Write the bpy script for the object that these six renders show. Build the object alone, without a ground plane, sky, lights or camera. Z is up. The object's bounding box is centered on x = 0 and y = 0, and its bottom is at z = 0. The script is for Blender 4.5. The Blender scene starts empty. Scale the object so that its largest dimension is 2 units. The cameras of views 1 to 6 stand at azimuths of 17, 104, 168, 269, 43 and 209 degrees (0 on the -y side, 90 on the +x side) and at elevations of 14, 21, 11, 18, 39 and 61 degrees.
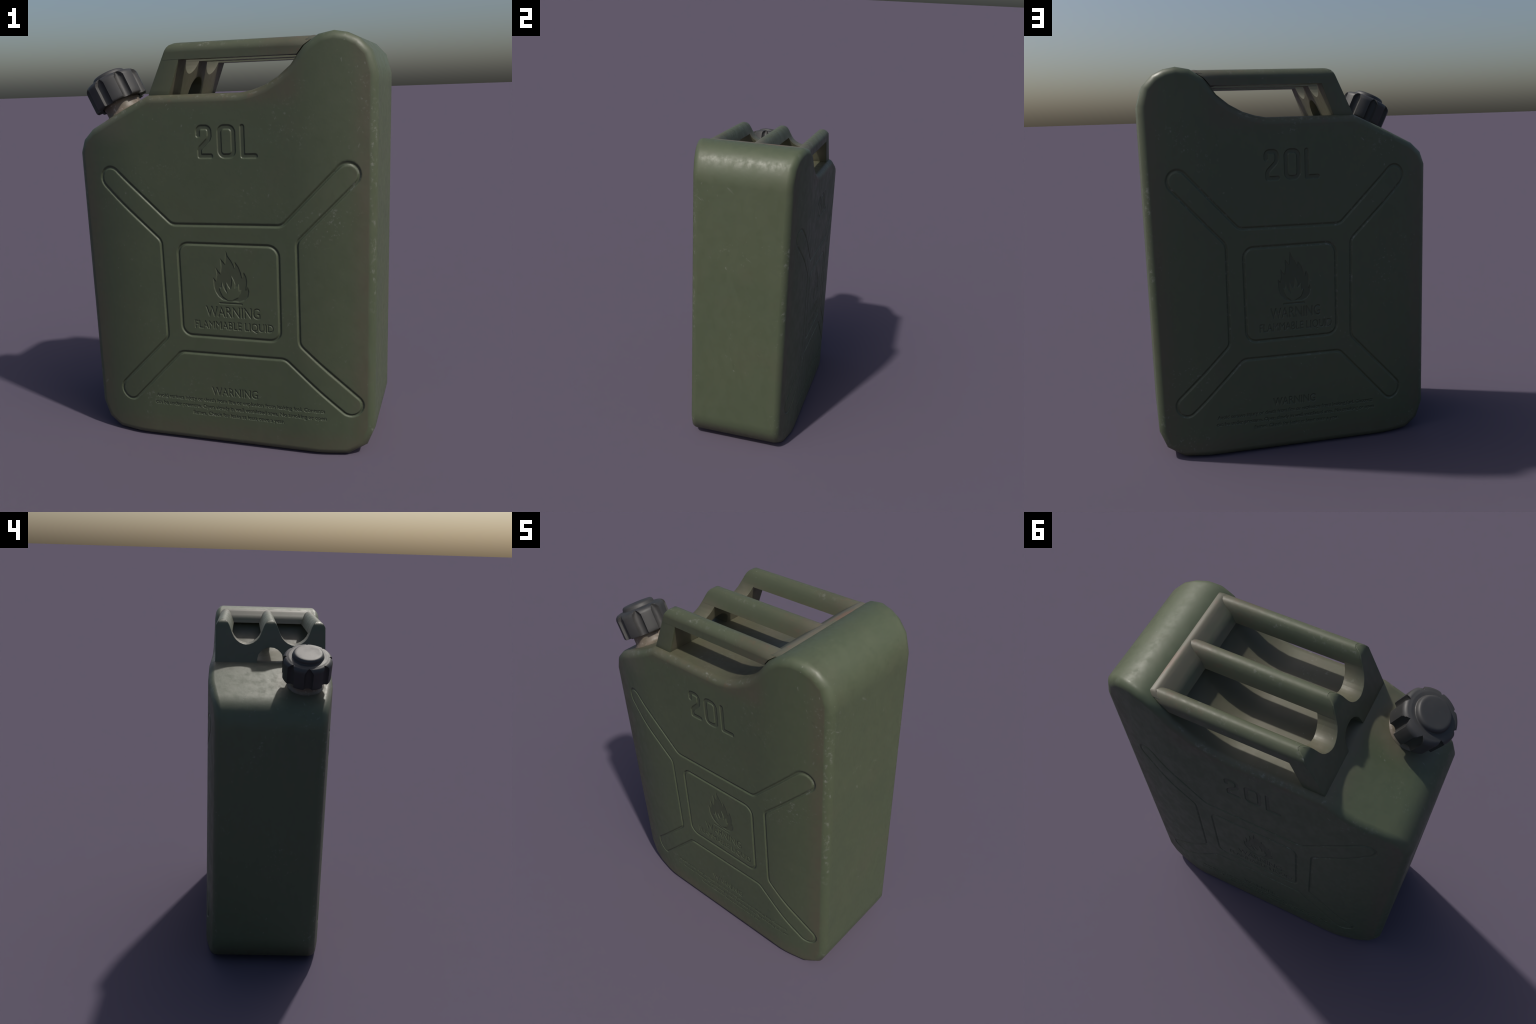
"""Olive-green 20-litre fuel can: pressed tank with crowned sides, triple-bar
carrying handle, angled spout neck and a fluted black screw cap."""
import bpy, bmesh, math
import numpy as np
from mathutils import Vector, Matrix

# ------------------------------------------------------------------ sizes
HALF_DEPTH = 0.3525     # tank half thickness at the flat middle of a side
EDGE_RADIUS = 0.037     # rounding between side and rim
# side outline of the tank, (x, z), counter-clockwise seen from -y
OUTLINE = [(0.520, 0.000), (0.618, 0.002), (0.703, 0.053), (0.739, 0.143),
           (0.739, 1.822), (0.712, 1.913), (0.660, 1.966), (0.608, 1.990),
           (0.550, 2.000), (0.484, 1.987), (0.421, 1.944), (0.388, 1.903),
           (0.359, 1.865), (0.301, 1.818), (0.236, 1.782), (0.175, 1.762),
           (0.121, 1.752), (-0.333, 1.752), (-0.657, 1.600), (-0.714, 1.550),
           (-0.739, 1.486), (-0.739, 0.143), (-0.703, 0.050), (-0.628, 0.002),
           (-0.530, 0.000)]
SLOPE_AXIS = Vector((-0.4275, 0.0, 0.9040))   # normal of the spout shoulder


def fall(sgn):
    """how steeply a side falls away towards the ends"""
    return 0.215 if sgn > 0 else 0.203


def crown(x, sgn):
    """half thickness of the tank: flat middle, falling away to both ends"""
    t = np.abs(x) - 0.485
    w = 0.05
    return HALF_DEPTH - fall(sgn) * np.where(t > w, t, np.maximum(t + w, 0.0) ** 2 / (4 * w))


def crown_shade_slope(x, sgn):
    """softened slope of the same crown, for the shading normals"""
    return fall(sgn) * 1.45 * np.clip((np.abs(x) - 0.37) / 0.34, 0, 1) * np.sign(x)


# ------------------------------------------------------------------ helpers
def link(ob, parent=None):
    bpy.context.scene.collection.objects.link(ob)
    if parent is not None:
        ob.parent = parent
    return ob


def mesh_object(name, verts, faces, mat, parent, smooth_angle=None, normals=None):
    me = bpy.data.meshes.new(name)
    verts = np.asarray(verts, dtype=np.float32)
    if isinstance(faces, np.ndarray):                      # all quads
        n = len(faces)
        me.vertices.add(len(verts)); me.vertices.foreach_set("co", verts.ravel())
        me.loops.add(4 * n); me.loops.foreach_set("vertex_index", faces.astype(np.int32).ravel())
        me.polygons.add(n)
        me.polygons.foreach_set("loop_start", np.arange(0, 4 * n, 4, dtype=np.int32))
        me.update(calc_edges=True)
    else:
        me.from_pydata([tuple(map(float, v)) for v in verts], [], faces)
        me.update()
    me.validate()
    me.materials.append(mat)
    me.polygons.foreach_set("use_smooth", np.ones(len(me.polygons), dtype=bool))
    if normals is not None:
        me.normals_split_custom_set_from_vertices(np.asarray(normals, dtype=np.float32).tolist())
    elif smooth_angle is not None:
        me.set_sharp_from_angle(angle=math.radians(smooth_angle))
    ob = bpy.data.objects.new(name, me)
    return link(ob, parent)


def fix_normals(ob):
    bm = bmesh.new(); bm.from_mesh(ob.data)
    bmesh.ops.remove_doubles(bm, verts=bm.verts, dist=1e-6)
    bmesh.ops.recalc_face_normals(bm, faces=bm.faces)
    bm.to_mesh(ob.data); bm.free()


def bevel_edges(ob, width, segments=2, angle=40):
    """rounds the hard edges of a small part and bakes the modifier"""
    m = ob.modifiers.new("bevel", "BEVEL")
    m.width, m.segments, m.limit_method, m.angle_limit = width, segments, "ANGLE", math.radians(angle)
    m.harden_normals = False
    dg = bpy.context.evaluated_depsgraph_get()
    me = bpy.data.meshes.new_from_object(ob.evaluated_get(dg))
    ob.modifiers.clear()
    old = ob.data
    ob.data = me
    me.name = old.name
    bpy.data.meshes.remove(old)
    me.polygons.foreach_set("use_smooth", np.ones(len(me.polygons), dtype=bool))
    me.set_sharp_from_angle(angle=math.radians(50))


# ------------------------------------------------------------------ materials
class Nodes:
    def __init__(self, name):
        self.mat = bpy.data.materials.new(name)
        self.mat.use_nodes = True
        self.t = self.mat.node_tree
        self.t.nodes.clear()
        self.out = self.t.nodes.new("ShaderNodeOutputMaterial")
        self.bsdf = self.t.nodes.new("ShaderNodeBsdfPrincipled")
        self.t.links.new(self.bsdf.outputs[0], self.out.inputs[0])
        self.co = self.t.nodes.new("ShaderNodeTexCoord").outputs["Object"]
        self.nrm = self.t.nodes.new("ShaderNodeNewGeometry").outputs["Normal"]

    def set(self, socket, value):
        if hasattr(value, "is_output"):
            self.t.links.new(value, socket)
        else:
            socket.default_value = value

    def math(self, op, a, b=0.0, clamp=False):
        n = self.t.nodes.new("ShaderNodeMath"); n.operation = op; n.use_clamp = clamp
        self.set(n.inputs[0], a); self.set(n.inputs[1], b)
        return n.outputs[0]

    def ramp(self, v, a, b, lo=0.0, hi=1.0):
        n = self.t.nodes.new("ShaderNodeMapRange"); n.interpolation_type = "SMOOTHSTEP"
        self.set(n.inputs["Value"], v)
        n.inputs["From Min"].default_value, n.inputs["From Max"].default_value = a, b
        n.inputs["To Min"].default_value, n.inputs["To Max"].default_value = lo, hi
        return n.outputs[0]

    def split(self, v):
        n = self.t.nodes.new("ShaderNodeSeparateXYZ"); self.t.links.new(v, n.inputs[0])
        return n.outputs

    def noise(self, scale, detail=3.0, rough=0.55, stretch=(1, 1, 1), rot=(0, 0, 0), shift=(0, 0, 0), streak=False):
        mp = self.t.nodes.new("ShaderNodeMapping")
        mp.vector_type = "TEXTURE" if streak else "POINT"
        mp.inputs["Scale"].default_value = stretch
        mp.inputs["Rotation"].default_value = rot
        mp.inputs["Location"].default_value = shift
        self.t.links.new(self.co, mp.inputs[0])
        n = self.t.nodes.new("ShaderNodeTexNoise")
        n.inputs["Scale"].default_value = scale
        n.inputs["Detail"].default_value = detail
        n.inputs["Roughness"].default_value = rough
        self.t.links.new(mp.outputs[0], n.inputs["Vector"])
        return n.outputs["Fac"]

    def mix(self, fac, a, b):
        n = self.t.nodes.new("ShaderNodeMix"); n.data_type = "RGBA"
        self.set(n.inputs[0], fac)
        for s, c in ((n.inputs[6], a), (n.inputs[7], b)):
            self.set(s, c if hasattr(c, "is_output") else (*c, 1.0))
        return n.outputs[2]

    def bump(self, height, strength, distance):
        n = self.t.nodes.new("ShaderNodeBump")
        n.inputs["Strength"].default_value = strength
        n.inputs["Distance"].default_value = distance
        self.set(n.inputs["Height"], height)
        self.t.links.new(n.outputs[0], self.bsdf.inputs["Normal"])


GREEN = (0.0675, 0.0830, 0.0460)
GREEN_COOL = (0.0645, 0.0815, 0.0455)
BROWN = (0.083, 0.074, 0.048)
TAN = (0.128, 0.112, 0.083)
PALE = (0.215, 0.222, 0.195)
RUST = (0.130, 0.062, 0.042)


def paint(name, zones, shade=1.0):
    """olive paint with brown dust in soft zones, pale scuffs and worn rims.
    zones(n, x, y, z) -> factor of brown dust, factor of tan dust"""
    n = Nodes(name)
    x, y, z = n.split(n.co)
    nx, ny, nz = n.split(n.nrm)
    cloud = n.noise(2.3, 3.0, 0.5)
    base = n.mix(n.ramp(cloud, 0.40, 0.62), GREEN, GREEN_COOL)
    patch = n.noise(5.0, 4.0, 0.6, shift=(3, 1, 7))
    base = n.mix(n.math("MULTIPLY", n.ramp(patch, 0.52, 0.75), 0.18), base, BROWN)
    brown, tan, rust = zones(n, x, y, z)
    speck = n.noise(9.0, 5.0, 0.65, shift=(1, 5, 2))
    vary = n.ramp(speck, 0.25, 0.70, 0.55, 1.0)
    base = n.mix(n.math("MULTIPLY", brown, vary), base, BROWN)
    base = n.mix(n.math("MULTIPLY", tan, vary), base, TAN)
    if rust is not None:
        grain = n.ramp(n.noise(26.0, 5.0, 0.7, shift=(9, 2, 4)), 0.52, 0.66)
        base = n.mix(n.math("MULTIPLY", rust, grain), base, RUST)
    # scuffed patches: fine flecks that only appear inside large clouds
    flecks = n.ramp(n.noise(75.0, 3.0, 0.6), 0.58, 0.72)
    where = n.ramp(n.noise(4.2, 3.0, 0.6, shift=(0.4, 2.2, 6.1)), 0.53, 0.72)
    scuff = n.math("MULTIPLY", flecks, where)
    # scratches: long thin streaks in two directions
    s1 = n.ramp(n.noise(70.0, 1.0, 0.4, (1, 1, 15), (0.35, 0.60, 0.0), streak=True), 0.73, 0.80)
    s2 = n.ramp(n.noise(70.0, 1.0, 0.4, (1, 1, 15), (0.80, -0.55, 0.3), (5, 3, 1), streak=True), 0.73, 0.80)
    scratch = n.math("MAXIMUM", s1, s2)
    scratch = n.math("MULTIPLY", scratch, n.ramp(n.noise(3.6, 2.0, 0.5, shift=(7, 7, 1)), 0.54, 0.64))
    # worn rims: only where the surface turns from side to rim
    ay = n.math("ABSOLUTE", ny)
    turn = n.math("MULTIPLY", n.ramp(ay, 0.25, 0.55), n.ramp(ay, 0.95, 0.80))
    rub = n.math("MULTIPLY", turn, n.ramp(n.noise(34.0, 5.0, 0.72, shift=(2, 8, 3)), 0.52, 0.68))
    lip = n.math("MULTIPLY", n.math("MULTIPLY", n.ramp(z, 1.58, 1.68), n.ramp(z, 1.89, 1.85)), n.ramp(x, 0.42, 0.30))     # rim hands rub against
    rub = n.math("MULTIPLY", rub, n.math("MAXIMUM", n.math("MULTIPLY", lip, 0.75), n.ramp(n.noise(2.6, 2.0, 0.5, shift=(8, 1, 1)), 0.47, 0.62)))
    worn = n.math("MAXIMUM", n.math("MULTIPLY", scuff, 0.42), n.math("MULTIPLY", scratch, 0.36))
    worn = n.math("MAXIMUM", worn, n.math("MULTIPLY", rub, 0.60))
    base = n.mix(worn, base, PALE)
    if shade < 1.0:                       # colour darkened to bake occlusion shadow into the pressed marks
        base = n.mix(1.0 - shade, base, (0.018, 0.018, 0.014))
    n.set(n.bsdf.inputs["Base Color"], base)
    blot = n.noise(21.0, 5.0, 0.62, stretch=(1, 1, 0.6), shift=(4, 4, 4))
    n.set(n.bsdf.inputs["Roughness"], n.ramp(blot, 0.32, 0.68, 0.60, 0.44))
    n.bsdf.inputs["Specular IOR Level"].default_value = 0.5
    n.bump(n.noise(34.0, 4.0, 0.6), 0.07, 0.006)
    return n.mat


def tank_zones(n, x, y, z):
    ax, ay = n.math("ABSOLUTE", x), n.math("ABSOLUTE", y)
    side = n.ramp(n.math("ABSOLUTE", n.split(n.nrm)[1]), 0.88, 0.97)
    ends = n.math("MULTIPLY", n.ramp(ax, 0.60, 0.70), side)
    foot = n.ramp(z, 0.15, 0.05)
    # dust lying in the hollow under the handle, and round the spout
    lap = n.math("MULTIPLY", n.ramp(z, 1.66, 1.76), n.ramp(ax, 0.46, 0.34))
    dx, dy = n.math("ADD", x, 0.514), n.math("ADD", y, 0.192)
    dist = n.math("SQRT", n.math("ADD", n.math("MULTIPLY", dx, dx), n.math("MULTIPLY", dy, dy)))
    spout = n.math("MULTIPLY", n.ramp(dist, 0.22, 0.09), n.ramp(z, 1.5, 1.6))
    brown = n.math("MAXIMUM", n.math("MULTIPLY", ends, 0.8), n.math("MULTIPLY", foot, 0.75))
    brown = n.math("MAXIMUM", brown, n.math("MULTIPLY", lap, 0.8))
    hollow = n.math("MULTIPLY", n.ramp(z, 1.70, 1.75), n.ramp(ay, 0.36, 0.22))
    hollow = n.math("MULTIPLY", hollow, n.ramp(ax, 0.42, 0.30))
    tan = n.math("MAXIMUM", n.math("MULTIPLY", hollow, 0.22), n.math("MULTIPLY", spout, 0.7))
    rust = n.math("MULTIPLY", n.math("MULTIPLY", n.ramp(ax, 0.30, 0.20), n.ramp(z, 1.70, 1.74)), n.math("MULTIPLY", n.ramp(ay, 0.31, 0.345), 0.3))
    return brown, tan, rust


def handle_zones(n, x, y, z):
    far = n.ramp(x, 0.05, 0.42)
    low = n.ramp(z, 1.955, 1.90)
    inner = n.math("MULTIPLY", low, n.ramp(n.math("ABSOLUTE", y), 0.318, 0.300))
    brown = n.math("MAXIMUM", n.math("MAXIMUM", n.math("MULTIPLY", far, 0.8), n.math("MULTIPLY", inner, 0.7)), 0.3)
    tan = n.math("MAXIMUM", n.math("MULTIPLY", n.ramp(x, 0.30, 0.47), 0.5),
                 n.math("MULTIPLY", n.math("MULTIPLY", inner, n.math("MULTIPLY", n.ramp(x, -0.30, -0.22), n.ramp(x, -0.08, -0.16))), 0.4))
    rust = n.math("MULTIPLY", n.ramp(x, 0.12, 0.42), 0.35)
    return brown, tan, rust


def neck_material():
    n = Nodes("dusty_spout_paint")
    m = n.noise(14.0, 4.0, 0.6)
    c = n.mix(n.ramp(m, 0.35, 0.65), (0.150, 0.122, 0.094), (0.100, 0.088, 0.062))
    c = n.mix(n.ramp(n.noise(40.0, 4.0, 0.7, shift=(3, 3, 3)), 0.58, 0.70), c, (0.27, 0.24, 0.21))
    n.set(n.bsdf.inputs["Base Color"], c)
    n.bsdf.inputs["Roughness"].default_value = 0.5
    n.bump(m, 0.15, 0.004)
    return n.mat


def strip_material():
    """olive below, rubbed to tan and a little rust along the top"""
    n = Nodes("rubbed_strip_paint")
    x, y, z = n.split(n.co)
    m = n.noise(18.0, 5.0, 0.65, stretch=(1, 0.35, 1))
    c = n.mix(n.ramp(m, 0.35, 0.62), (0.066, 0.076, 0.047), (0.082, 0.079, 0.054))
    edge = n.math("MULTIPLY", n.ramp(z, 1.958, 1.980), n.ramp(m, 0.30, 0.60, 0.5, 1.0))
    c = n.mix(edge, c, (0.102, 0.094, 0.068))
    r = n.noise(11.0, 4.0, 0.6, stretch=(1, 0.5, 1), shift=(5, 1, 1))
    c = n.mix(n.math("MULTIPLY", n.math("MULTIPLY", n.ramp(r, 0.52, 0.64), n.ramp(x, 0.448, 0.462)), 0.45), c, (0.15, 0.072, 0.048))
    n.set(n.bsdf.inputs["Base Color"], c)
    n.bsdf.inputs["Roughness"].default_value = 0.5
    return n.mat


def cap_material():
    n = Nodes("black_cap_plastic")
    m = n.noise(8.0, 4.0, 0.6)
    c = n.mix(n.ramp(m, 0.35, 0.70), (0.030, 0.030, 0.030), (0.041, 0.040, 0.039))
    fine = n.ramp(n.noise(70.0, 3.0, 0.6, shift=(1, 2, 3)), 0.63, 0.75)
    c = n.mix(n.math("MULTIPLY", fine, 0.25), c, (0.11, 0.105, 0.10))
    n.set(n.bsdf.inputs["Base Color"], c)
    n.set(n.bsdf.inputs["Roughness"], n.ramp(m, 0.3, 0.7, 0.52, 0.60))
    n.bump(n.noise(90.0, 3.0, 0.6), 0.04, 0.002)
    return n.mat


# ------------------------------------------------------------------ pressed marks
def seg_distance(px, pz, path, closed=False):
    """distance of the points to a polyline"""
    d = np.full(px.shape, 9.0)
    pts = list(path) + ([path[0]] if closed else [])
    for (ax, az), (bx, bz) in zip(pts[:-1], pts[1:]):
        lo_x, hi_x = min(ax, bx) - 0.03, max(ax, bx) + 0.03
        lo_z, hi_z = min(az, bz) - 0.03, max(az, bz) + 0.03
        near = (px > lo_x) & (px < hi_x) & (pz > lo_z) & (pz < hi_z)
        qx, qz = px[near], pz[near]
        vx, vz = bx - ax, bz - az
        t = np.clip(((qx - ax) * vx + (qz - az) * vz) / (vx * vx + vz * vz + 1e-12), 0, 1)
        d[near] = np.minimum(d[near], np.hypot(qx - ax - t * vx, qz - az - t * vz))
    return d


def arc(cx, cz, r, a0, a1, n=12):
    return [(cx + r * math.cos(math.radians(a0 + (a1 - a0) * i / n)),
             cz + r * math.sin(math.radians(a0 + (a1 - a0) * i / n))) for i in range(n + 1)]


def rounded_rectangle(x0, z0, x1, z1, r):
    return (arc(x1 - r, z1 - r, r, 0, 90) + arc(x0 + r, z1 - r, r, 90, 180) +
            arc(x0 + r, z0 + r, r, 180, 270) + arc(x1 - r, z0 + r, r, 270, 360))


def soften(path, r):
    """rounds the corners of a closed path a little"""
    out = []
    n = len(path)
    for i in range(n):
        p, a, b = np.array(path[i]), np.array(path[i - 1]), np.array(path[(i + 1) % n])
        la, lb = np.linalg.norm(a - p), np.linalg.norm(b - p)
        u, v = (a - p) / la, (b - p) / lb
        if u @ v < -0.93 or min(la, lb) < 0.05:
            out.append(tuple(p)); continue
        k = min(r, la / 3, lb / 3)
        for t in (0, 0.25, 0.5, 0.75, 1):
            out.append(tuple((1 - t) ** 2 * (p + u * k) + 2 * t * (1 - t) * p + t * t * (p + v * k)))
    return out


def cross_outline():
    """the four-armed outline: middle frame with a round-ended arm to each corner"""
    R = 0.0525
    corners = [((0.310, 1.147), (0.380, 1.073), (0.611, 1.382)),
               ((0.385, 0.570), (0.314, 0.490), (0.630, 0.268)),
               ((-0.229, 0.487), (-0.296, 0.560), (-0.533, 0.249)),
               ((-0.300, 1.060), (-0.239, 1.142), (-0.553, 1.363))]
    path = []
    for p, q, c in corners:                       # clockwise round the panel
        a = math.degrees(math.atan2(c[1] - (p[1] + q[1]) / 2, c[0] - (p[0] + q[0]) / 2))
        path += [p] + arc(c[0], c[1], R, a + 90, a - 90) + [q]
    return path


FLAME = [(715, 905), (660, 862), (622, 800), (604, 735), (602, 680), (597, 608), (632, 648),
         (648, 560), (640, 465), (668, 510), (697, 540), (713, 440), (706, 333), (738, 372), (765, 403),
         (776, 310), (783, 226), (803, 290), (846, 350), (878, 412), (892, 452), (893, 410), (900, 368), (942, 425),
         (968, 495), (982, 560), (990, 578), (1000, 540), (1014, 505), (1042, 555), (1052, 630), (1040, 700),
         (1038, 746), (1050, 728), (1060, 703), (1076, 765), (1060, 832), (1012, 888), (940, 918), (850, 912),
         (780, 914)]
EMBER = [(788, 914), (716, 860), (684, 795), (672, 740), (697, 738), (708, 705), (714, 656), (726, 710),
         (748, 765), (781, 810), (764, 740), (772, 658), (795, 708), (823, 746), (842, 690), (848, 630),
         (844, 563), (876, 620), (892, 672), (884, 724), (914, 702), (938, 666), (944, 764), (969, 748),
         (958, 800), (930, 858), (848, 908)]


def flame_points(raw):
    """drawing units of the flame symbol -> panel metres"""
    pts = []
    for u, v in raw:
        x = -0.037 + (u - 600) * (0.176 / 472)
        z = 1.017 - (v - 225) * (0.250 / 700) - (u - 785) * 0.000010
        pts.append((x, z))
    return pts


def inside(px, pz, poly):
    res = np.zeros(px.shape, dtype=bool)
    n = len(poly)
    for i in range(n):
        (ax, az), (bx, bz) = poly[i], poly[(i + 1) % n]
        if az == bz:
            continue
        hit = ((az > pz) != (bz > pz)) & (px < (bx - ax) * (pz - az) / (bz - az) + ax)
        res ^= hit
    return res


def smooth01(v):
    v = np.clip(v, 0, 1)
    return v * v * (3 - 2 * v)


def lettering_triangles(body, weight=0.0):
    """outline of a line of the built-in font, as flat triangles in a unit box"""
    cu = bpy.data.curves.new("line", "FONT")
    cu.body = body
    cu.resolution_u = 3
    cu.offset = weight
    ob = link(bpy.data.objects.new("line", cu))
    dg = bpy.context.evaluated_depsgraph_get()
    me = ob.evaluated_get(dg).to_mesh()
    me.calc_loop_triangles()
    co = np.array([v.co[:2] for v in me.vertices])
    tri = np.array([t.vertices[:] for t in me.loop_triangles])
    ob.evaluated_get(dg).to_mesh_clear()
    bpy.data.objects.remove(ob)
    bpy.data.curves.remove(cu)
    lo = co.min(0)
    return (co - lo) / (co.max(0) - lo).max(), tri, (co, lo)


def letter_cover(px, pz, lines, blur, weight):
    """how much of each point lies inside the letters (0..1, softened edges)"""
    res = 0.0007
    x0 = min(l[1] for l in lines) - 0.01; x1 = max(l[2] for l in lines) + 0.01
    z0 = min(l[3] for l in lines) - 0.02; z1 = max(l[4] for l in lines) + 0.02
    W, H = int((x1 - x0) / res) + 1, int((z1 - z0) / res) + 1
    grid = np.zeros((H, W), dtype=np.float32)
    for body, lx, hx, base, top in lines:
        cu, tri, (co, lo) = lettering_triangles(body, weight)
        # baseline at 0 and capital height from the font itself
        cap_cu, _, (cap_co, _) = lettering_triangles("H")
        cap_h = cap_co[:, 1].max()
        sx = (hx - lx) / (co[:, 0].max() - co[:, 0].min())
        q = np.empty_like(co)
        q[:, 0] = (lx + (co[:, 0] - co[:, 0].min()) * sx - x0) / res
        q[:, 1] = (base + co[:, 1] * (top - base) / cap_h - z0) / res
        for a, b, c in q[tri]:
            u0, u1 = int(max(0, math.floor(min(a[0], b[0], c[0])))), int(min(W - 1, math.ceil(max(a[0], b[0], c[0]))))
            v0, v1 = int(max(0, math.floor(min(a[1], b[1], c[1])))), int(min(H - 1, math.ceil(max(a[1], b[1], c[1]))))
            if u1 < u0 or v1 < v0:
                continue
            U, V = np.meshgrid(np.arange(u0, u1 + 1), np.arange(v0, v1 + 1))
            area = (b[0] - a[0]) * (c[1] - a[1]) - (b[1] - a[1]) * (c[0] - a[0])
            if abs(area) < 1e-9:
                continue
            s = ((b[0] - a[0]) * (V - a[1]) - (b[1] - a[1]) * (U - a[0])) / area
            t = ((U - a[0]) * (c[1] - a[1]) - (V - a[1]) * (c[0] - a[0])) / area
            grid[v0:v1 + 1, u0:u1 + 1][(s >= -1e-6) & (t >= -1e-6) & (s + t <= 1 + 1e-6)] = 1.0
    k = max(1, int(round(blur / res)))
    for _ in range(2):
        for ax in (0, 1):
            acc = np.zeros_like(grid)
            for s in range(-(k // 2), k // 2 + 1):
                acc += np.roll(grid, s, ax)
            grid = acc / (2 * (k // 2) + 1)
    out = np.zeros(px.shape)
    m = (px > x0 + res) & (px < x1 - 2 * res) & (pz > z0 + res) & (pz < z1 - 2 * res)
    fx, fz = (px[m] - x0) / res, (pz[m] - z0) / res
    i, j = np.clip(fx.astype(int), 0, W - 2), np.clip(fz.astype(int), 0, H - 2)
    a, b = fx - i, fz - j
    out[m] = (grid[j, i] * (1 - a) * (1 - b) + grid[j, i + 1] * a * (1 - b) +
              grid[j + 1, i] * (1 - a) * b + grid[j + 1, i + 1] * a * b)
    return out


BOX_WORDS = [("WARNING", -0.084, 0.192, 0.686, 0.738), ("FLAMMABLE LIQUID", -0.146, 0.257, 0.622, 0.661)]
FOOT_HEAD = [("WARNING", -0.074, 0.167, 0.266, 0.308)]
FOOT_LINES = [("Avoid serious injury or death from fire or explosion from leaking fuel. Contents", -0.385, 0.503, 0.2255, 0.2440),
              ("can be under pressure. Open slowly in well ventilated area. No smoking or open", -0.392, 0.510, 0.1875, 0.2060),
              ("flames. Check for leaks at least once a year.", -0.184, 0.301, 0.1500, 0.1685)]


def volume_paths():
    """stroke centre lines of the large 20L"""
    b, t = 1.4695, 1.6015
    two = arc(-0.063, 1.583, 0.0185, 180, 90, 6) + arc(-0.043, 1.583, 0.0185, 90, 0, 6)
    two = [(-0.0815, 1.566)] + two + [(-0.0245, 1.560), (-0.031, 1.545), (-0.070, 1.508), (-0.0755, 1.497), (-0.0755, b), (-0.021, b)]
    nought = rounded_rectangle(0.0235, b, 0.0905, t, 0.024)
    ell = [(0.1345, t), (0.1345, b), (0.1945, b)]
    return [(two, False), (nought, True), (ell, False)]


def press_marks(X, Z, rear):
    """depth of the pressed marks over a side, one array per kind of mark"""
    if rear:        # the other side carries the same die, a little narrower and taller
        gx, gz = (X + 0.013) / 0.959, (Z - 0.0095) / 1.0464
        u = 0.045 - (X - 0.012) / 0.962
        u20, z20 = u - 0.000, Z + 0.017
        ub, zb = u, gz
        uf, zf = u + 0.012, Z + 0.018
    else:
        gx, gz = X, Z
        u20, z20, ub, zb, uf, zf = X, Z, X, Z, X, Z
    marks = {}
    w, depth = 0.0105, 0.0070
    path = soften(cross_outline(), 0.022)
    d = np.minimum(seg_distance(gx, gz, path, True),
                   seg_distance(gx, gz, rounded_rectangle(-0.213, 0.580, 0.291, 1.050, 0.052), True))
    marks["pressed_groove"] = depth * np.where(d < w, 0.5 + 0.5 * np.cos(np.pi * np.minimum(d / w, 1)), 0)
    d = np.full(X.shape, 9.0)
    for p, closed in volume_paths():
        d = np.minimum(d, seg_distance(u20, z20, p, closed))
    marks["volume_marking"] = 0.0050 * smooth01((0.0122 - d) / 0.0052)
    # flame: recessed, with a proud inner flame and a short ground line
    f, e = flame_points(FLAME), flame_points(EMBER)
    m = (ub > -0.06) & (ub < 0.16) & (zb > 0.74) & (zb < 1.04)
    flame = np.zeros(X.shape)
    qx, qz = ub[m], zb[m]
    sd = np.where(inside(qx, qz, f), 1, -1) * seg_distance(qx, qz, f, True)
    se = np.where(inside(qx, qz, e), 1, -1) * seg_distance(qx, qz, e, True)
    base = seg_distance(qx, qz, [(-0.010, 0.757), (0.103, 0.757)])
    deep = smooth01((np.minimum(sd, -se) + 0.0017) / 0.0034)
    flame[m] = 0.0034 * np.maximum(deep, smooth01((0.0042 - base) / 0.0030))
    marks["flame_symbol"] = flame
    marks["warning_lettering"] = 0.0032 * letter_cover(ub, zb, BOX_WORDS, 0.0017, 0.0)
    foot = np.maximum(0.0030 * letter_cover(uf, zf, FOOT_HEAD, 0.0021, 0.005),
                      0.0030 * letter_cover(uf, zf, FOOT_LINES, 0.0014, 0.014))
    marks["safety_notice"] = foot
    return marks


# ------------------------------------------------------------------ tank
def offset_outline(pts, d):
    """moves a closed counter-clockwise outline inwards by d"""
    P = np.array(pts); n = len(P)
    out = np.empty_like(P)
    for i in range(n):
        a, p, b = P[i - 1], P[i], P[(i + 1) % n]
        e1, e2 = (p - a) / np.linalg.norm(p - a), (b - p) / np.linalg.norm(b - p)
        n1, n2 = np.array([-e1[1], e1[0]]), np.array([-e2[1], e2[0]])
        m = n1 + n2
        out[i] = p + m * d / (m @ n1)
    return out


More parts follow.
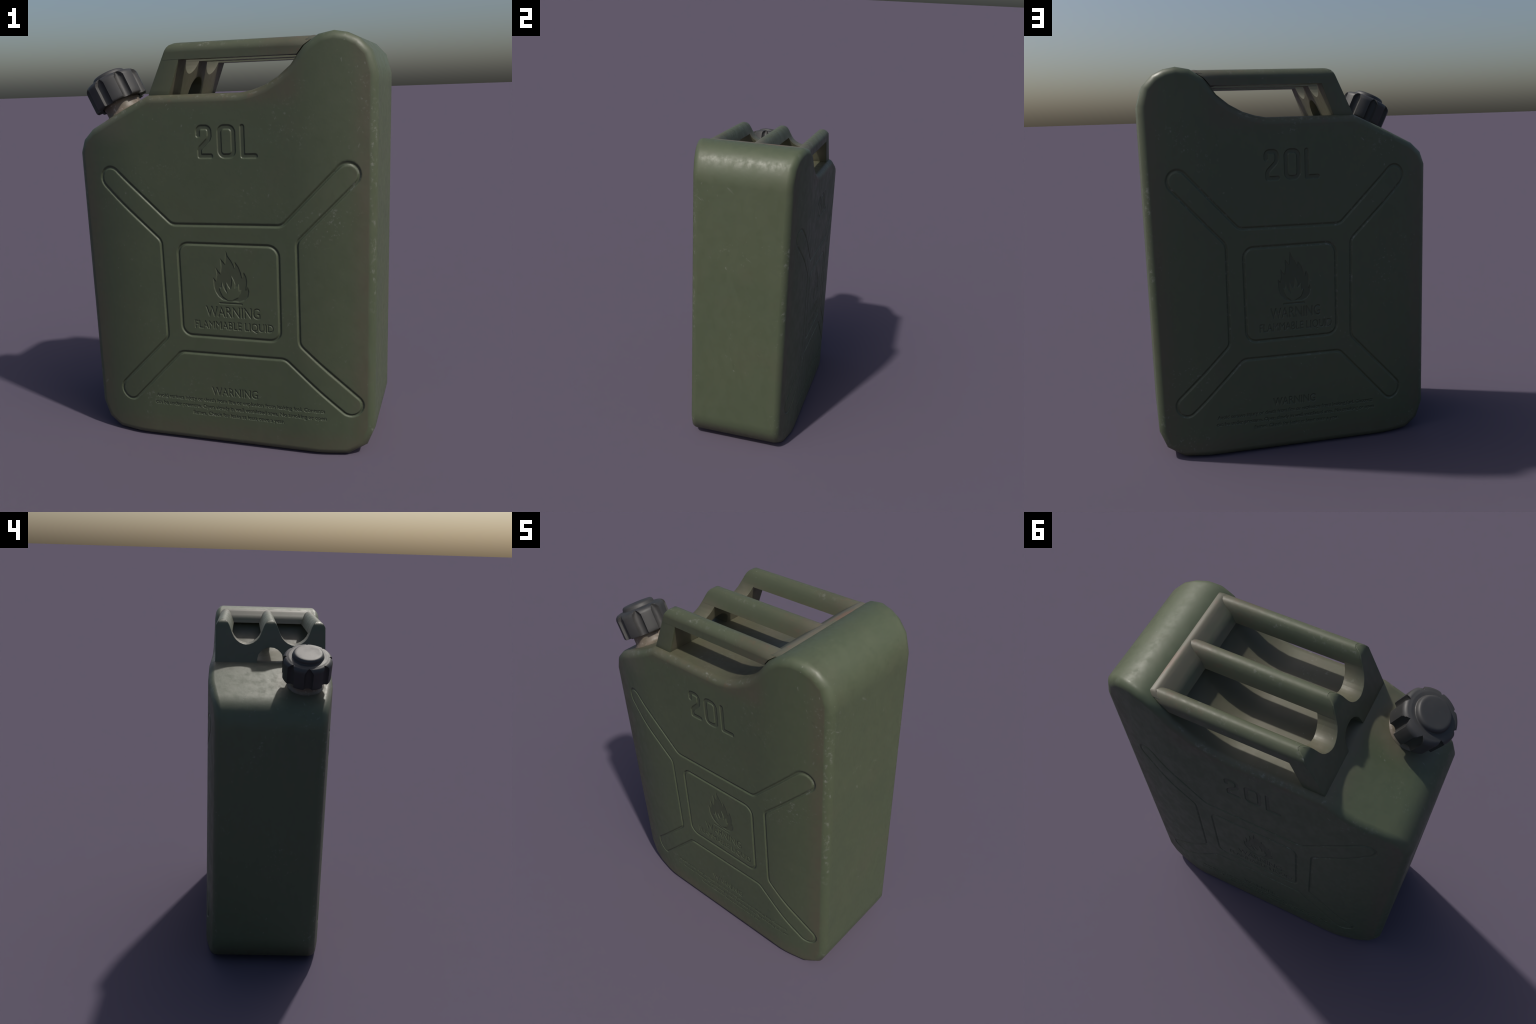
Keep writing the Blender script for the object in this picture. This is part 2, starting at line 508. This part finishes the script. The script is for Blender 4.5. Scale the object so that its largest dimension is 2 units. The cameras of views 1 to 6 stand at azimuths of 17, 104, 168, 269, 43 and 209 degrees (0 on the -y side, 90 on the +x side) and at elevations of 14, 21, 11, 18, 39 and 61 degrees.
def build_tank(root, mat, mark_mats):
    P = [np.array(p) for p in OUTLINE]
    n = len(P)
    # support points keep long flats flat and the shading turn close to corners
    pts, edge_normal = [], []
    for i in range(n):
        a, b = P[i], P[(i + 1) % n]
        L = np.linalg.norm(b - a)
        pts.append(a)
        if L > 0.2:
            pts += [a + (b - a) * 0.045 / L, b - (b - a) * 0.045 / L]
    P = np.array(pts); n = len(P)
    nrm_e = []
    for i in range(n):
        e = P[(i + 1) % n] - P[i]; e /= np.linalg.norm(e)
        nrm_e.append(np.array([e[1], -e[0]]))
    nrm_v = np.array([(nrm_e[i - 1] + nrm_e[i]) / np.linalg.norm(nrm_e[i - 1] + nrm_e[i]) for i in range(n)])
    steps = 6
    ang = [math.pi / 2 * k / steps for k in range(steps + 1)]
    rings = [offset_outline(P, EDGE_RADIUS * (1 - math.cos(a))) for a in ang]
    inner = rings[-1]
    xl, xr = inner[:, 0].min(), inner[:, 0].max()
    # columns and rows of the side: finer where letters sit
    def run(a, b, s):
        k = max(1, int(round((b - a) / s)))
        return list(np.linspace(a, b, k, endpoint=False))
    xs = run(xl, -0.40, 0.0032) + run(-0.40, 0.515, 0.00165) + run(0.515, xr, 0.0032) + [xr]
    xs = np.array(xs)
    for q in inner[:, 0]:                     # outline corners fall on columns
        i = int(np.argmin(np.abs(xs - q)))
        xs[i] = q
    xs = np.unique(np.round(xs, 9))
    # lower and upper chains of the inner outline as functions of x
    def chain(upper):
        best = {}
        for i in range(n):
            a, b = inner[i], inner[(i + 1) % n]
            if abs(a[0] - b[0]) < 1e-7:
                continue
            going_right = b[0] > a[0]
            if going_right != upper:
                best[i] = (a, b)
        return best
    def eval_chain(ch):
        z = np.zeros(len(xs)); edge = np.zeros(len(xs), int); frac = np.zeros(len(xs))
        for i, (a, b) in ch.items():
            lo, hi = min(a[0], b[0]), max(a[0], b[0])
            m = (xs >= lo - 1e-8) & (xs <= hi + 1e-8)
            f = (xs[m] - a[0]) / (b[0] - a[0])
            z[m] = a[1] + f * (b[1] - a[1]); edge[m] = i; frac[m] = f
        return z, edge, frac
    zt, et, ft = eval_chain(chain(True))
    zb, eb, fb = eval_chain(chain(False))
    LO, HI, A, B = EDGE_RADIUS, 1.752 - EDGE_RADIUS, 0.30, 1.40
    zr = np.array(run(LO, 0.140, 0.0045) + run(0.140, 0.255, 0.0017) + run(0.255, 0.315, 0.0021) + run(0.315, 0.612, 0.0036) +
                  run(0.612, 0.745, 0.0018) + run(0.745, 1.10, 0.0026) + run(1.10, 1.44, 0.0034) +
                  run(1.44, 1.625, 0.0026) + run(1.625, HI, 0.006) + [HI])
    lowf = np.clip(1 - (zr - LO) / (A - LO), 0, 1)
    topf = np.clip((zr - B) / (HI - B), 0, 1)
    Z = zr[None, :] + (zb - LO)[:, None] * lowf[None, :] + (zt - HI)[:, None] * topf[None, :]
    X = np.repeat(xs[:, None], len(zr), 1)
    nc, nr = X.shape
    # loop of border vertices (counter-clockwise) with outline edge and fraction
    loop = []
    for i in range(nc):
        loop.append((i, 0, eb[i], fb[i]))
    def on_side(i_col, rows):
        x = xs[i_col]
        for j in rows:
            z = Z[i_col, j]
            for i in range(n):
                a, b = inner[i], inner[(i + 1) % n]
                if abs(a[0] - x) < 1e-6 and abs(b[0] - x) < 1e-6 and min(a[1], b[1]) - 1e-6 <= z <= max(a[1], b[1]) + 1e-6:
                    loop.append((i_col, j, i, (z - a[1]) / (b[1] - a[1]))); break
            else:
                raise RuntimeError("border vertex off the outline")
    on_side(nc - 1, range(1, nr - 1))
    for i in range(nc - 1, -1, -1):
        loop.append((i, nr - 1, et[i], ft[i]))
    on_side(0, range(nr - 2, 0, -1))
    li = np.array([l[0] for l in loop]); lj = np.array([l[1] for l in loop])
    le = np.array([l[2] for l in loop]); lf = np.array([l[3] for l in loop])[:, None]
    nl = len(loop)
    pn = nrm_v[le] * (1 - lf) + nrm_v[(le + 1) % n] * lf
    pn /= np.linalg.norm(pn, axis=1)[:, None]

    verts, normals, quads, kind = [], [], [], []
    count = 0
    outer_ids = {}
    names = []
    for sgn in (-1, 1):
        marks = press_marks(X, Z, sgn > 0)
        if not names:
            names = list(marks)
        depth = np.zeros_like(X)
        label = np.zeros(X.shape, int)
        for k, nm in enumerate(names):
            label[(marks[nm] > 0.45 * max(marks[nm].max(), 1e-6)) & (marks[nm] > depth)] = k + 1
            depth = np.maximum(depth, marks[nm])
        V = np.stack([X, sgn * (crown(X, sgn) - 0.45 * depth), Z], -1)
        # normals of the height field, from the grid itself
        S = np.stack([X, -sgn * depth * 1.1, Z], -1)
        du = np.gradient(S, axis=0); dv = np.gradient(S, axis=1)
        N = np.cross(du, dv); N *= np.sign(N[..., 1:2]) * sgn
        N /= np.abs(N[..., 1:2])
        N[..., 0] += crown_shade_slope(X, sgn)
        N /= np.linalg.norm(N, axis=-1)[..., None]
        g0 = count
        verts.append(V.reshape(-1, 3)); normals.append(N.reshape(-1, 3)); count += nc * nr
        idx = g0 + np.arange(nc * nr).reshape(nc, nr)
        q = np.stack([idx[:-1, :-1], idx[1:, :-1], idx[1:, 1:], idx[:-1, 1:]], -1).reshape(-1, 4)
        lab = np.maximum.reduce([label[:-1, :-1], label[1:, :-1], label[1:, 1:], label[:-1, 1:]]).reshape(-1)
        if sgn > 0:
            q = q[:, ::-1]
        quads.append(q)
        kind.append(np.where(lab > 0, lab + (10 if sgn > 0 else 0), 0))
        prev = idx[li, lj]
        # the crown slope at the border carries over into the rounding
        slope = crown_shade_slope(xs[li], sgn)
        side_n = np.stack([slope, np.full(nl, sgn * 1.0), np.zeros(nl)], -1)
        side_n /= np.linalg.norm(side_n, axis=1)[:, None]
        normals[-1][li * nr + lj] = side_n
        for k in range(steps - 1, -1, -1):
            R = rings[k]
            pt = R[le] * (1 - lf) + R[(le + 1) % n] * lf
            y = sgn * (crown(pt[:, 0], sgn) - EDGE_RADIUS * (1 - math.sin(ang[k])))
            verts.append(np.stack([pt[:, 0], y, pt[:, 1]], -1))
            nn = np.stack([pn[:, 0], np.zeros(nl), pn[:, 1]], -1) * math.cos(ang[k]) + side_n * math.sin(ang[k])
            normals.append(nn / np.linalg.norm(nn, axis=1)[:, None])
            cur = count + np.arange(nl); count += nl
            q = np.stack([prev, cur, np.roll(cur, -1), np.roll(prev, -1)], -1)
            if sgn > 0:
                q = q[:, ::-1]
            quads.append(q); kind.append(np.zeros(nl, int))
            prev = cur
        outer_ids[sgn] = prev
    a, b = outer_ids[-1], outer_ids[1]
    quads.append(np.stack([a, b, np.roll(b, -1), np.roll(a, -1)], -1)); kind.append(np.zeros(nl, int))
    verts, normals = np.concatenate(verts), np.concatenate(normals)
    quads, kind = np.concatenate(quads), np.concatenate(kind)

    def piece(name, mask, parent, mat):
        q = quads[mask]
        used, inv = np.unique(q, return_inverse=True)
        return mesh_object(name, verts[used], inv.reshape(-1, 4), mat, parent, normals=normals[used])

    tank = piece("tank", kind == 0, root, mat)
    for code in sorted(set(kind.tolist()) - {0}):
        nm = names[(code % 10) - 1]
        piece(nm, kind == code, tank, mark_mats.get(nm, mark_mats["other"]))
    return tank


# ------------------------------------------------------------------ handle
HANDLE_HALF = 0.319
BAR_BOTTOM, BAR_TOP = 1.9090, 1.984
# upper contour of the handle from the middle outwards, (y, z)
CONTOUR = [(0.000, 1.984), (0.012, 1.982), (0.022, 1.976), (0.032, 1.964), (0.040, 1.948), (0.048, 1.928),
           (0.056, 1.909), (0.066, 1.890), (0.080, 1.874), (0.100, 1.860), (0.122, 1.8515), (0.140, 1.849),
           (0.158, 1.8515), (0.180, 1.860), (0.200, 1.874), (0.214, 1.890), (0.224, 1.909), (0.232, 1.928),
           (0.240, 1.948), (0.248, 1.964), (0.258, 1.976), (0.269, 1.982), (0.281, 1.984), (0.292, 1.981),
           (0.303, 1.974), (0.312, 1.964), (0.319, 1.950)]
ARCH = [(0.000, 1.836), (0.022, 1.834), (0.042, 1.825), (0.058, 1.811), (0.070, 1.796), (0.075, 1.775), (0.078, 1.745)]


def plate_outer_x(z):
    return np.interp(z, [1.740, 1.753, 1.950, 1.966, 1.977, 1.984], [-0.338, -0.332, -0.2385, -0.2300, -0.2180, -0.1970])


def plate_inner_x(z):
    return np.interp(z, [1.740, 1.753, 1.911, 1.990], [-0.2340, -0.2290, -0.1680, -0.1375])


def hump_x(z, gap):
    """tank contour behind the handle, moved out by a gap"""
    zs = [1.880, 1.903, 1.944, 1.970, 1.984, 1.990]
    xq = [0.371, 0.388, 0.421, 0.459, 0.478, 0.487]
    return np.interp(z, zs, xq) - gap


def build_handle(root, mat, strip_mat):
    handle = bpy.data.objects.new("handle", None)
    link(handle, root)
    right = [c for c in CONTOUR]
    full = [(-y, z) for y, z in reversed(right[1:])] + right
    cy, cz = np.array([c[0] for c in full]), np.array([c[1] for c in full])
    # --- front bracket: the sheet with two scoops on top and an arch below
    ys = sorted(set(np.round(np.concatenate([cy, [s * a[0] for a in ARCH for s in (-1, 1)], np.linspace(-0.319, 0.319, 41)]), 5)))
    ys = np.array(ys)
    top = np.interp(ys, cy, cz)
    ay, az = np.array([a[0] for a in ARCH]), np.array([a[1] for a in ARCH])
    bot = np.where(np.abs(ys) <= 0.0781, np.interp(np.abs(ys), ay, az), 1.745)
    rows = np.array([0, .15, .3, .45, .6, .75, .86, .93, .965, 1.0])
    Z = bot[:, None] + (top - bot)[:, None] * rows[None, :]
    Y = np.repeat(ys[:, None], len(rows), 1)
    nc, nr = Z.shape
    Vo = np.stack([plate_outer_x(Z), Y, Z], -1).reshape(-1, 3)
    Vi = np.stack([plate_inner_x(Z), Y, Z], -1).reshape(-1, 3)
    idx = np.arange(nc * nr).reshape(nc, nr)
    faces = []
    for i in range(nc - 1):
        for j in range(nr - 1):
            a, b, c, d = idx[i, j], idx[i + 1, j], idx[i + 1, j + 1], idx[i, j + 1]
            faces.append((a, d, c, b))
            faces.append(tuple(k + nc * nr for k in (a, b, c, d)))
    border = [idx[i, 0] for i in range(nc)] + [idx[-1, j] for j in range(1, nr)] + \
             [idx[i, -1] for i in range(nc - 2, -1, -1)] + [idx[0, j] for j in range(nr - 2, 0, -1)]
    for a, b in zip(border, border[1:] + border[:1]):
        faces.append((a, b, b + nc * nr, a + nc * nr))
    ob = mesh_object("handle_bracket", np.concatenate([Vo, Vi]), [tuple(int(k) for k in f) for f in faces], mat, handle)
    fix_normals(ob)
    ob.data.set_sharp_from_angle(angle=math.radians(38))
    bevel_edges(ob, 0.005, 2, 42)
    # --- three grip bars: domed section, flat below
    dome = [(y, z) for y, z in right if z >= BAR_BOTTOM and y <= 0.056]
    middle = [(-0.0550, BAR_BOTTOM)] + [(-y, z) for y, z in reversed(dome[1:])] + dome + [(0.0550, BAR_BOTTOM)]
    outer = [(0.2250, BAR_BOTTOM)] + [(y, z) for y, z in right if y > 0.225] + [(0.319, 1.941), (0.319, 1.917), (0.319, BAR_BOTTOM)]
    for sec in (middle, outer, [(-y, z) for y, z in reversed(outer)]):
        mid = (sec[0][0] + sec[-1][0]) / 2           # a hair proud of the bracket
        sec = [(y + (0.0005 if y > mid else -0.0005), z + (0.0005 if z > BAR_BOTTOM else 0.0)) for y, z in sec]
        k = len(sec)
        stations = np.linspace(0, 1, 9)
        V, F = [], []
        for s in stations:
            for y, z in sec:
                x0, x1 = plate_outer_x(z) + 0.008, hump_x(z, 0.006)
                V.append((x0 + (x1 - x0) * s, y, z))
        for s in range(len(stations) - 1):
            for i in range(k):
                a, b = s * k + i, s * k + (i + 1) % k
                F.append((a, b, b + k, a + k))
        F.append(tuple(range(k))); F.append(tuple((len(stations) - 1) * k + i for i in reversed(range(k))))
        ob = mesh_object("grip_bar", V, F, mat, handle)
        fix_normals(ob)
        ob.data.set_sharp_from_angle(angle=math.radians(38))
    # --- strip that closes the frame along the hump
    zs = [1.9080, 1.920, 1.932, 1.944, 1.956, 1.968, 1.976]
    sec = [(float(hump_x(z, 0.032)), z) for z in zs] + [(0.447, 1.9835), (0.456, 1.9858), (0.468, 1.9855), (0.4765, 1.9825)]
    sec += [(float(hump_x(z, -0.002)), z) for z in reversed(zs)]
    sy = np.array([-0.3105, -0.306, -0.299, -0.292, -0.281, -0.14, 0, 0.14, 0.281, 0.292, 0.299, 0.306, 0.3105])
    limit = np.interp(np.abs(sy), [0, 0.281, 0.292, 0.303, 0.312, 0.319], [9, 1.9870, 1.9835, 1.9765, 1.9665, 1.9525]) 
    V, F = [], []
    k = len(sec)
    for y, lim in zip(sy, limit):
        for x, z in sec:
            drop = max(0.0, z - lim)
            V.append((x - drop * 0.6, y, z - drop))
    for s in range(len(sy) - 1):
        for i in range(k):
            a, b = s * k + i, s * k + (i + 1) % k
            F.append((a, b, b + k, a + k))
    F.append(tuple(range(k))); F.append(tuple((len(sy) - 1) * k + i for i in reversed(range(k))))
    ob = mesh_object("handle_end_strip", V, F, strip_mat, handle)
    fix_normals(ob)
    ob.data.set_sharp_from_angle(angle=math.radians(35))
    return handle


# ------------------------------------------------------------------ spout and cap
CAP_TOP = Vector((-0.605, -0.192, 1.857))
FLUTES = 8


def lathe(profile, radius_rule, segments):
    """profile: (radius, distance below the cap top) along the tilted axis"""
    axis = SLOPE_AXIS.normalized()
    u = Vector((-axis.z, 0.0, axis.x))        # points down the shoulder, towards -x
    v = Vector((0.0, 1.0, 0.0))
    V, F = [], []
    for r, t in profile:
        for s in range(segments):
            a = 2 * math.pi * s / segments
            q = radius_rule(r, t, a)
            V.append(tuple(CAP_TOP - axis * t + (u * math.cos(a) + v * math.sin(a)) * q))
    for i in range(len(profile) - 1):
        for s in range(segments):
            e = (s + 1) % segments
            F.append((i * segments + s, i * segments + e, (i + 1) * segments + e, (i + 1) * segments + s))
    F.append(tuple(range(segments)))
    F.append(tuple((len(profile) - 1) * segments + s for s in reversed(range(segments))))
    return V, F


def build_spout(root, cap_mat, neck_mat):
    plain = lambda r, t, a: r
    neck = [(0.080, 0.140), (0.093, 0.140), (0.094, 0.150), (0.094, 0.158), (0.0905, 0.162), (0.0905, 0.192),
            (0.094, 0.199), (0.098, 0.2055), (0.104, 0.2090), (0.104, 0.222)]
    V, F = lathe(neck, plain, 64)
    ob = mesh_object("spout_neck", V, F, neck_mat, root)
    fix_normals(ob); ob.data.set_sharp_from_angle(angle=math.radians(40))

    def fluted(r, t, a):
        if t < 0.026:
            return r
        step = 2 * math.pi / FLUTES
        da = abs((a + step / 2) % step - step / 2)
        w = 0.172 * math.sqrt(min(1.0, max(0.0, (t - 0.026) / 0.030)))
        if da >= w or w <= 0:
            return r
        cut = 0.136 - 0.022 * math.sqrt(max(0.0, 1 - (da / w) ** 2)) ** 0.8
        return min(r, cut)

    prof = [(0.102, 0.0235), (0.108, 0.0240), (0.1130, 0.0262)]
    prof += [(0.113 + 0.023 * math.sin(math.radians(a)), 0.0262 + 0.026 * (1 - math.cos(math.radians(a)))) for a in range(9, 91, 9)]
    prof += [(0.136, 0.052 + 0.0945 * k / 6) for k in range(1, 7)]
    prof += [(0.1350, 0.1500), (0.1325, 0.1530), (0.106, 0.1530), (0.100, 0.1510), (0.098, 0.1400)]
    prof = [(0.080, 0.0235)] + prof
    V, F = lathe(prof, fluted, FLUTES * 30)
    cap = mesh_object("screw_cap", V, F, cap_mat, root)
    fix_normals(cap); cap.data.set_sharp_from_angle(angle=math.radians(32))
    disc = [(0.060, 0.000), (0.070, 0.000), (0.0755, 0.0010), (0.0795, 0.0038), (0.0825, 0.0080), (0.0845, 0.0135),
            (0.0852, 0.0190), (0.0865, 0.0225), (0.0900, 0.0245)]
    V, F = lathe(disc, plain, 64)
    ob = mesh_object("cap_button", V, F, cap_mat, cap)
    fix_normals(ob); ob.data.set_sharp_from_angle(angle=math.radians(50))


# ------------------------------------------------------------------ assembly
def main():
    can = bpy.data.objects.new("fuel_can", None)
    link(can)
    can["label"] = "olive green 20 litre fuel can with triple handle and black screw cap"
    can["category"] = "fuel can"
    body_paint = paint("olive_tank_paint", tank_zones)
    handle_paint = paint("olive_handle_paint", handle_zones)
    build_tank(can, body_paint, {"pressed_groove": paint("olive_groove_baked_shade", tank_zones, 0.88),
                                "other": paint("olive_recess_baked_shade", tank_zones, 0.72)})
    build_handle(can, handle_paint, strip_material())
    build_spout(can, cap_material(), neck_material())


main()
